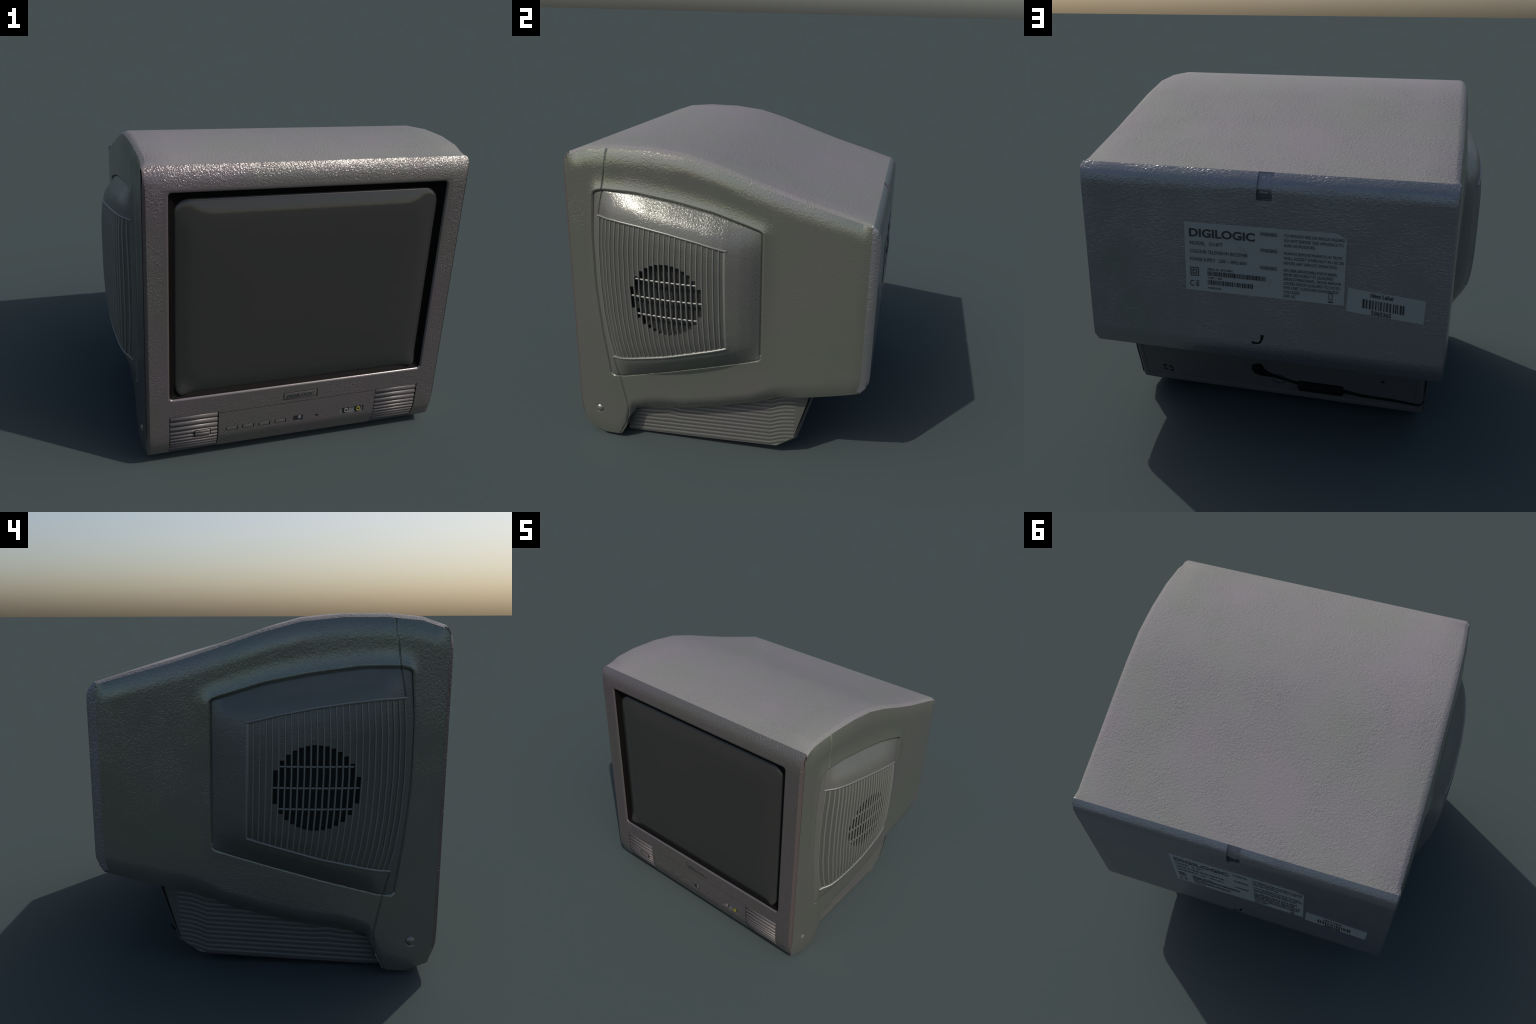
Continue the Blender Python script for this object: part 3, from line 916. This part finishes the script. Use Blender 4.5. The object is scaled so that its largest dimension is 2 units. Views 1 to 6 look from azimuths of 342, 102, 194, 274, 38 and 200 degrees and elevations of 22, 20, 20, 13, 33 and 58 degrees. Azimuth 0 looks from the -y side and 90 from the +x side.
# ------------------------------------------------------------------ back details
def build_back_details(back):
    Y = 0.829
    cuts = []
    # moulded notch at the top: shallow channel above a deeper pocket
    ch = [(0.9, 1.345), (0.819, 1.345), (0.8175, 1.370), (0.8065, 1.398), (0.7845, 1.4275), (0.780, 1.50), (0.9, 1.50)]
    cuts.append(cutter(*loft([[(-0.067, y, z) for y, z in ch], [(0.003, y, z) for y, z in ch]])))
    cuts.append(prism(rrect(-0.030, 1.333, 0.072, 0.047, 0.002, 2), 0.805, 0.90))
    # hooked slot
    hook = [(-0.023, 0.652, 0.0095), (-0.022, 0.640, 0.0085), (-0.019, 0.624, 0.006), (-0.012, 0.612, 0.006), (0.0, 0.607, 0.0058), (0.016, 0.607, 0.0062), (0.028, 0.609, 0.0085)]
    cut_all(back, cuts, 38)
    tube("cable_slot", [(x, Y - 0.001, z) for x, z, r in hook], [r for x, z, r in hook], M_HOLE, back, seg=8, flat=0.35)
    box("catch_button", (-0.048, 0.80, 1.337), (-0.010, 0.817, 1.349), M_BACK, back, 0.003)
    box("pocket_floor", (-0.064, 0.80, 1.311), (0.004, 0.8075, 1.335), M_UNDER, back, 0.002)

    def plate(name, outline, t):
        top = [(x, Y + t, z) for x, z in outline]
        bot = [(x, Y - 0.004, z) for x, z in outline]
        o = recalc(obj(name, *loft([bot, top]), M_LABEL, back))
        sharp_by_angle(o, 30)
        return o
    lab = plate("rating_label", [(0.348, 1.184), (-0.350, 1.188), (-0.366, 1.186), (-0.406, 1.163), (-0.404, 0.850), (0.349, 0.850)], 0.003)
    T = []
    yt = Y + 0.0035
    def put(s, size, x, z, xs=1.0, w=0.0):
        T.append(y_text(s, size, M_INK, "t", (x, yt, z, 0), lab, 0.0010, back=True, xscale=xs, weight=w))
    put("DIGILOGIC", 0.054, 0.328, 1.118, 1.18, 0.0016)
    put("MODEL   D14PT", 0.024, 0.324, 1.078, 0.95)
    put("COLOUR TELEVISION RECEIVER", 0.024, 0.325, 1.038, 0.82)
    put("POWER SUPPLY   230V ~ 50Hz 60W", 0.024, 0.325, 0.999, 0.74)
    for z in (1.148, 1.071, 0.987):
        put("WARNING", 0.025, -0.014, z, 0.66, 0.0001)
    lines = [(1.151, "TO PREVENT FIRE OR SHOCK HAZARD"), (1.128, "DO NOT EXPOSE THIS APPLIANCE TO"), (1.105, "RAIN OR MOISTURE."),
             (1.068, "ALWAYS REMOVE MAINS PLUG FROM"), (1.045, "WALL SOCKET WHEN NOT IN USE OR"), (1.022, "BEFORE ANY SERVICE OPERATION."),
             (0.987, "NO USER SERVICEABLE PARTS INSIDE."), (0.966, "REFER SERVICING TO QUALIFIED"), (0.945, "SERVICE PERSONNEL. NEVER REMOVE"),
             (0.924, "COVERS UNLESS QUALIFIED TO DO SO."), (0.903, "THIS UNIT CONTAINS DANGEROUS"), (0.882, "VOLTAGES."), (0.862, "230V AC")]
    for z, s in lines:
        put(s, 0.0195, -0.124, z, min(0.80, 0.80 * 31 / max(len(s), 26)), 0.0)
    put("C E", 0.040, 0.330, 0.872, 0.80, 0.0003)
    put("SERIAL No  0310 40051", 0.014, 0.240, 0.958, 0.9)
    put("D14PT    230V", 0.013, 0.240, 0.915, 0.9)
    put("MADE IN EU", 0.013, 0.238, 0.864, 0.9)
    lit_edges = []  # pale copies shifted under the print, drawing light on embossed letter edges
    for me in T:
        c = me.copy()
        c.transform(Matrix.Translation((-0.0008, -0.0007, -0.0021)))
        lit_edges.append(c)
    join_meshes("letter_lit_edges", lit_edges, M_LIT_EDGE, lab)
    join_meshes("label_lettering", T, M_INK, lab)
    # double-insulation squares, bar codes, crossed-out bin
    rng = np.random.default_rng(7)
    V, F = [], []
    def bar(x0, x1, z0, z1, y0=Y + 0.002, y1=Y + 0.0046):
        b = len(V)
        V.extend([(x, y, z) for x in (x0, x1) for y in (y0, y1) for z in (z0, z1)])
        F.extend([tuple(b + i for i in f) for f in ((0, 1, 3, 2), (4, 6, 7, 5), (0, 4, 5, 1), (2, 3, 7, 6), (0, 2, 6, 4), (1, 5, 7, 3))])
    def square(cx, cz, w, h, t):
        bar(cx - w / 2, cx + w / 2, cz + h / 2 - t, cz + h / 2)
        bar(cx - w / 2, cx + w / 2, cz - h / 2, cz - h / 2 + t)
        bar(cx - w / 2, cx - w / 2 + t, cz - h / 2 + t, cz + h / 2 - t)
        bar(cx + w / 2 - t, cx + w / 2, cz - h / 2 + t, cz + h / 2 - t)
    square(0.304, 0.945, 0.041, 0.043, 0.004)
    square(0.304, 0.945, 0.020, 0.022, 0.004)
    def barcode(xa, xb, z0, z1, pitch):
        x = xa
        while x > xb:
            w = pitch * rng.uniform(0.35, 1.3)
            if x - w < xb:
                break
            bar(x - w, x, z0, z1)
            x -= w + pitch * rng.uniform(0.5, 1.2)
    barcode(0.240, -0.040, 0.930, 0.952, 0.0042)
    barcode(0.240, 0.02, 0.886, 0.908, 0.0048)
    bar(-0.355, -0.332, 0.858, 0.864)
    bar(-0.353, -0.336, 0.901, 0.904)
    bar(-0.3365, -0.3345, 0.872, 0.900)
    bar(-0.3525, -0.3505, 0.872, 0.900)
    bar(-0.350, -0.337, 0.872, 0.8745)
    recalc(obj("label_marks", V, F, M_INK, lab, smooth=False))
    # thin creases where the label lifted
    for k, pts in enumerate(([(0.13, 1.116), (0.09, 1.085), (0.06, 1.062)], [(0.115, 1.116), (0.075, 1.086), (0.045, 1.060)],
                             [(0.165, 1.030), (0.11, 1.030), (0.085, 1.040), (0.06, 1.040)], [(0.165, 1.022), (0.10, 1.021), (0.07, 1.030)],
                             [(0.08, 1.014), (0.045, 1.008), (0.02, 0.998)], [(-0.02, 0.952), (-0.045, 0.943), (-0.062, 0.920)], [(-0.04, 0.956), (-0.06, 0.945), (-0.075, 0.925)])):
        tube("label_crease" if k == 0 else f"label_crease.{k:03d}", [(x, Y + 0.0025, z) for x, z in pts], 0.0022, M_LABEL, lab, seg=6)
    # small identity label
    sm = plate("identity_label", [(-0.421, 0.938), (-0.764, 0.911), (-0.761, 0.799), (-0.415, 0.825)], 0.0025)
    yt2 = Y + 0.003
    tilt = math.atan2(-0.027, 0.343)
    T = [y_text("Ident Label", 0.027, M_INK, "t", (-0.520, yt2, 0.906, tilt), sm, 0.001, back=True, xscale=0.85, weight=0.0006),
         y_text("5065365", 0.029, M_INK, "t", (-0.527, yt2, 0.820, tilt), sm, 0.001, back=True, xscale=0.90, weight=0.0006)]
    join_meshes("identity_lettering", T, M_INK, sm)
    V.clear()
    F.clear()
    barcode(-0.488, -0.680, 0.850, 0.893, 0.0072)
    sh = [(x, y, z + (x + 0.488) * 0.079) for x, y, z in V]
    recalc(obj("identity_bars", sh, F, M_INK, sm, smooth=False))

# ------------------------------------------------------------------ assemble
build_top()
parts = build_side()
build_grille(parts["speaker_housing"])
for o in parts.values():
    mirror_tree(o, root)
build_under()
back = build_back()
bezel = build_bezel()
build_front_details(bezel)
build_screen()
build_stand()
build_back_details(back)
for c in cutters:
    me = c.data
    bpy.data.objects.remove(c)
    bpy.data.meshes.remove(me)
bpy.context.view_layer.update()
